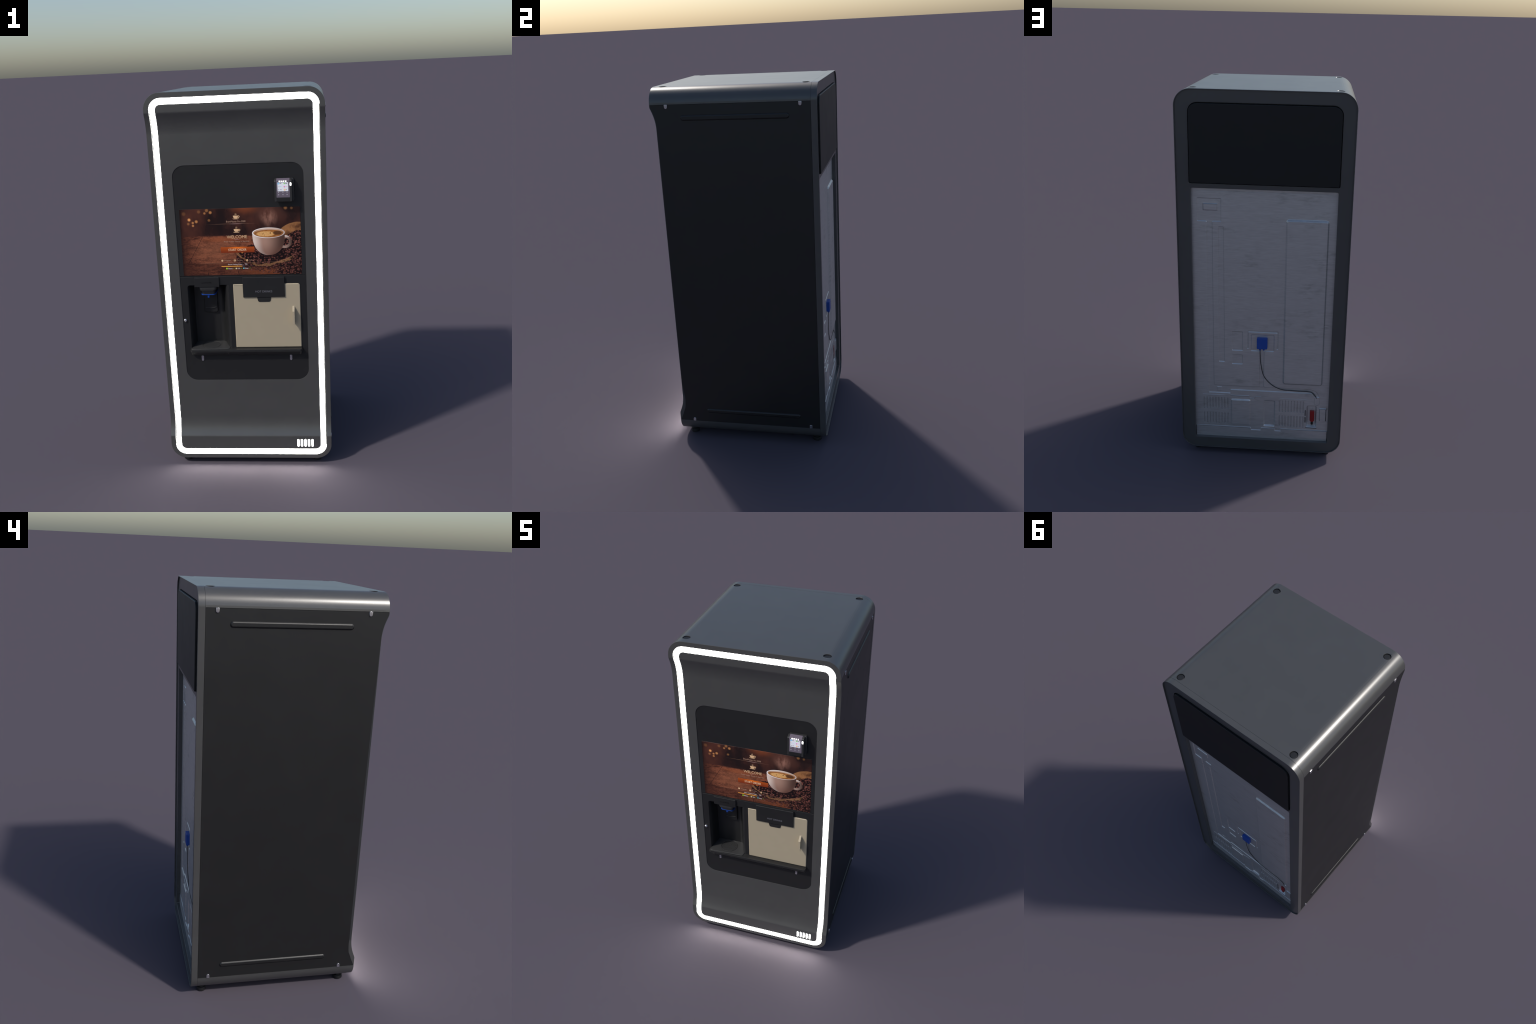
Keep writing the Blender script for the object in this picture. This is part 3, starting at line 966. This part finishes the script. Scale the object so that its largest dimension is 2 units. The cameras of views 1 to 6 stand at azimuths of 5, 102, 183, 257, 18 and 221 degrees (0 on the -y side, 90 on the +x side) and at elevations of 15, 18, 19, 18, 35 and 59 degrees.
def cup_icon(zs, dx):
    """little cup with saucer and steam, drawn flat"""
    def build(bm):
        def flat(loop, hole=None):
            add_plate(bm, loop, [hole] if hole else [], YT, YT + 0.0004, bev=0)
        c = -0.0192 + dx
        flat(round_poly([(c - 0.0135, zs + 0.0175), (c - 0.0115, zs + 0.0085), (c - 0.006, zs + 0.0035), (c + 0.006, zs + 0.0035), (c + 0.0115, zs + 0.0085), (c + 0.0135, zs + 0.0175)], [0, .004, .003, .003, .004, 0], 4))
        flat(circle(c + 0.0145, zs + 0.0122, 0.0054, 20), circle(c + 0.0145, zs + 0.0122, 0.0028, 20))
        flat(round_poly([(c - 0.0175, zs + 0.0022), (c - 0.010, zs - 0.0008), (c + 0.010, zs - 0.0008), (c + 0.0175, zs + 0.0022)], [0, .003, .003, 0], 3))
        for ox, h in ((-0.0028, 0.0085), (0.0022, 0.0105)):
            path = smooth_path([(c + ox - 0.001, YT, zs + 0.0205), (c + ox + 0.0014, YT, zs + 0.0205 + h * .35), (c + ox - 0.0002, YT, zs + 0.0205 + h * .7), (c + ox + 0.0012, YT, zs + 0.0205 + h)], 5)
            L = [(p.x - 0.0011 * (1 - i / len(path)), p.z) for i, p in enumerate(path)]
            R = [(p.x + 0.0011 * (1 - i / len(path)) + 0.0002, p.z) for i, p in enumerate(path)]
            flat(ccw(L + R[::-1]))
    return build


make('cup_icon', cup_icon(1.3655, 0), INK, parent=screen)
make('cup_icon', cup_icon(1.2965, 0.0005), INK, parent=screen)


def flat_mark(name, loops, ink, y=YT, parent=None):
    return make(name, lambda bm: [add_plate(bm, l if isinstance(l, list) else l[0], [] if isinstance(l, list) else [l[1]], y, y + 0.0004, bev=0) for l in loops], ink, parent=parent or screen)


flat_mark('globe_icon', [circle(-0.0994, 1.1497, 0.0052, 24)], INK)
flat_mark('money_icon', [(rrect(-0.0400, -0.0298, 1.1455, 1.1540, 0.001), rrect(-0.0383, -0.0322, 1.1482, 1.1512, 0.0005))], INK)
flat_mark('gear_icon', [(circle(0.0284, 1.1497, 0.0052, 24), circle(0.0284, 1.1497, 0.0020, 16))], INK)
flat_mark('progress_fill', [rrect(-0.1055, 0.0026, 1.1172, 1.1212, 0.001, 2)], screen_ink('amber_ink', 206, 140, 58))
flat_mark('progress_tip', [rrect(0.0030, 0.0130, 1.1176, 1.1212, 0.0005, 2)], screen_ink('slate_ink', 58, 72, 100))
flat_mark('progress_track', [rrect(0.0134, 0.0622, 1.1180, 1.1206, 0.0005, 2)], screen_ink('track_ink', 40, 28, 30))
flat_mark('bean_icon', [circle(-0.0779, 1.1076, 0.0044, 20)], screen_ink('green_ink', 140, 184, 50))
flat_mark('milk_icon', [round_poly([(-0.0330, 1.1035), (-0.0268, 1.1035), (-0.0268, 1.1090), (-0.0299, 1.1122), (-0.0330, 1.1090)], 0.0008, 2)], screen_ink('milk_ink', 206, 196, 140))
flat_mark('water_icon', [round_poly([(0.0062, 1.1045), (0.0122, 1.1045), (0.0122, 1.1085), (0.0092, 1.1124), (0.0062, 1.1085)], [.003, .003, .002, .0005, .002], 4)], screen_ink('aqua_ink', 96, 196, 212))


def tick(cx):
    return round_poly([(cx - 0.0030, 1.1072), (cx - 0.0008, 1.1048), (cx + 0.0036, 1.1106), (cx + 0.0022, 1.1106), (cx - 0.0008, 1.1068), (cx - 0.0022, 1.1082)], 0.0002, 1)


flat_mark('tick_icon', [tick(-0.0428), tick(-0.0031), tick(0.0408)], screen_ink('leaf_ink', 96, 150, 40))

# ---- card reader ---------------------------------------------------------
YR = -0.4300


def reader_body(bm):
    # side profile swept across: sloping head, upright face, foot
    add_plate(bm, rrect(0.1860, 0.2785, 1.4530, 1.5650, 0.006), [], -0.4085, Y_PANEL + 0.001, bev=0.003)
    prof = round_poly([(-0.405, 1.5665), (YR, 1.5575), (YR, 1.4530), (-0.405, 1.4530)], [0.002, 0.007, 0.003, 0], 5)
    add_plate(bm, ccw(prof), [], 0.1830, 0.2680, bev=0.0016, mp=SIDE)


reader = make('card_reader', reader_body, M_READER, angle=40)
M_GLASS = glowing('reader_glass', lin(88, 80, 92, 1 / 1.0), 0.35, lin(88, 80, 92))
make('reader_screen', lambda bm: add_plate(bm, rrect(0.1930, 0.2585, 1.4750, 1.5545, 0.002), [], YR - 0.0008, YR + 0.002, bev=0.0004, seg=1), M_GLASS, parent=reader)
make('reader_brow', lambda bm: add_plate(bm, [(YR - 0.0003, 1.5560), (YR + 0.0010, 1.5582), (-0.4085, 1.5668), (-0.4085, 1.5640), (YR + 0.003, 1.5560)], [], 0.1935, 0.2580, bev=0, mp=SIDE), M_GLASS, parent=reader)
flat_mark('card_slot', [rrect(0.1925, 0.2575, 1.4560, 1.4720, 0.001, 2)], M_HOLE, YR - 0.0006, reader)
flat_mark('reader_display', [rrect(0.1990, 0.2512, 1.5060, 1.5497, 0.0005, 2)], screen_ink('display_white', 208, 210, 218), YR - 0.0012, reader)
for k, cx in enumerate((0.2085, 0.2188, 0.2291, 0.2400)):
    flat_mark('reader_light', [rrect(cx - 0.0026, cx + 0.0026, 1.5532, 1.5575, 0.0005, 2)], M_LEDS, YR - 0.0010, reader)
flat_mark('contactless_light', [circle(0.2630, 1.5398, 0.0040, 20, 0.0085)], M_LEDS, YR - 0.0008, reader)
INK_G = screen_ink('key_grey', 150, 148, 158)
for cx in (0.2032, 0.2245, 0.2447):
    for cz in (1.5010, 1.4889):
        flat_mark('key_icon', [rrect(cx - 0.0024, cx + 0.0024, cz - 0.0022, cz + 0.0022, 0.001, 2)], INK_G, YR - 0.0013, reader)
YI = YR - 0.0015
flat_mark('app_icon', [rrect(0.1998, 0.2078, 1.5405, 1.5483, 0.001, 2)], screen_ink('sky_ink', 128, 186, 220), YI, reader)
flat_mark('app_icon', [circle(0.2325, 1.5440, 0.0036, 20)], screen_ink('lime_ink', 130, 196, 100), YI, reader)
flat_mark('app_icon', [circle(0.2322, 1.5280, 0.0032, 20)], screen_ink('pink_ink', 206, 96, 160), YI, reader)
flat_mark('app_icon', [(circle(0.2334, 1.5132, 0.0042, 20), circle(0.2334, 1.5132, 0.0020, 16))], screen_ink('orange_ink', 232, 170, 80), YI, reader)
INK_K = screen_ink('text_grey', 132, 132, 140)
flat_mark('app_caption', [rrect(0.2090, 0.2180, 1.5425, 1.5460, 0.0004, 2), rrect(0.2370, 0.2470, 1.5420, 1.5460, 0.0004, 2), rrect(0.2105, 0.2190, 1.5120, 1.5146, 0.0004, 2),
                          rrect(0.2025, 0.2062, 1.5110, 1.5155, 0.0004, 2), rrect(0.2395, 0.2440, 1.5120, 1.5150, 0.0004, 2)], INK_K, YI, reader)
lettering('app_lettering', '1.2', 0.2025, 0.2090, 1.5270, 1.5318, YI, INK_K, reader)
flat_mark('app_caption', [rrect(0.2110, 0.2180, 1.5285, 1.5310, 0.0004, 2)], screen_ink('mist_ink', 160, 190, 226), YI, reader)
flat_mark('app_caption', [rrect(0.2368, 0.2470, 1.5286, 1.5304, 0.0004, 2)], screen_ink('rose_ink', 216, 150, 190), YI, reader)
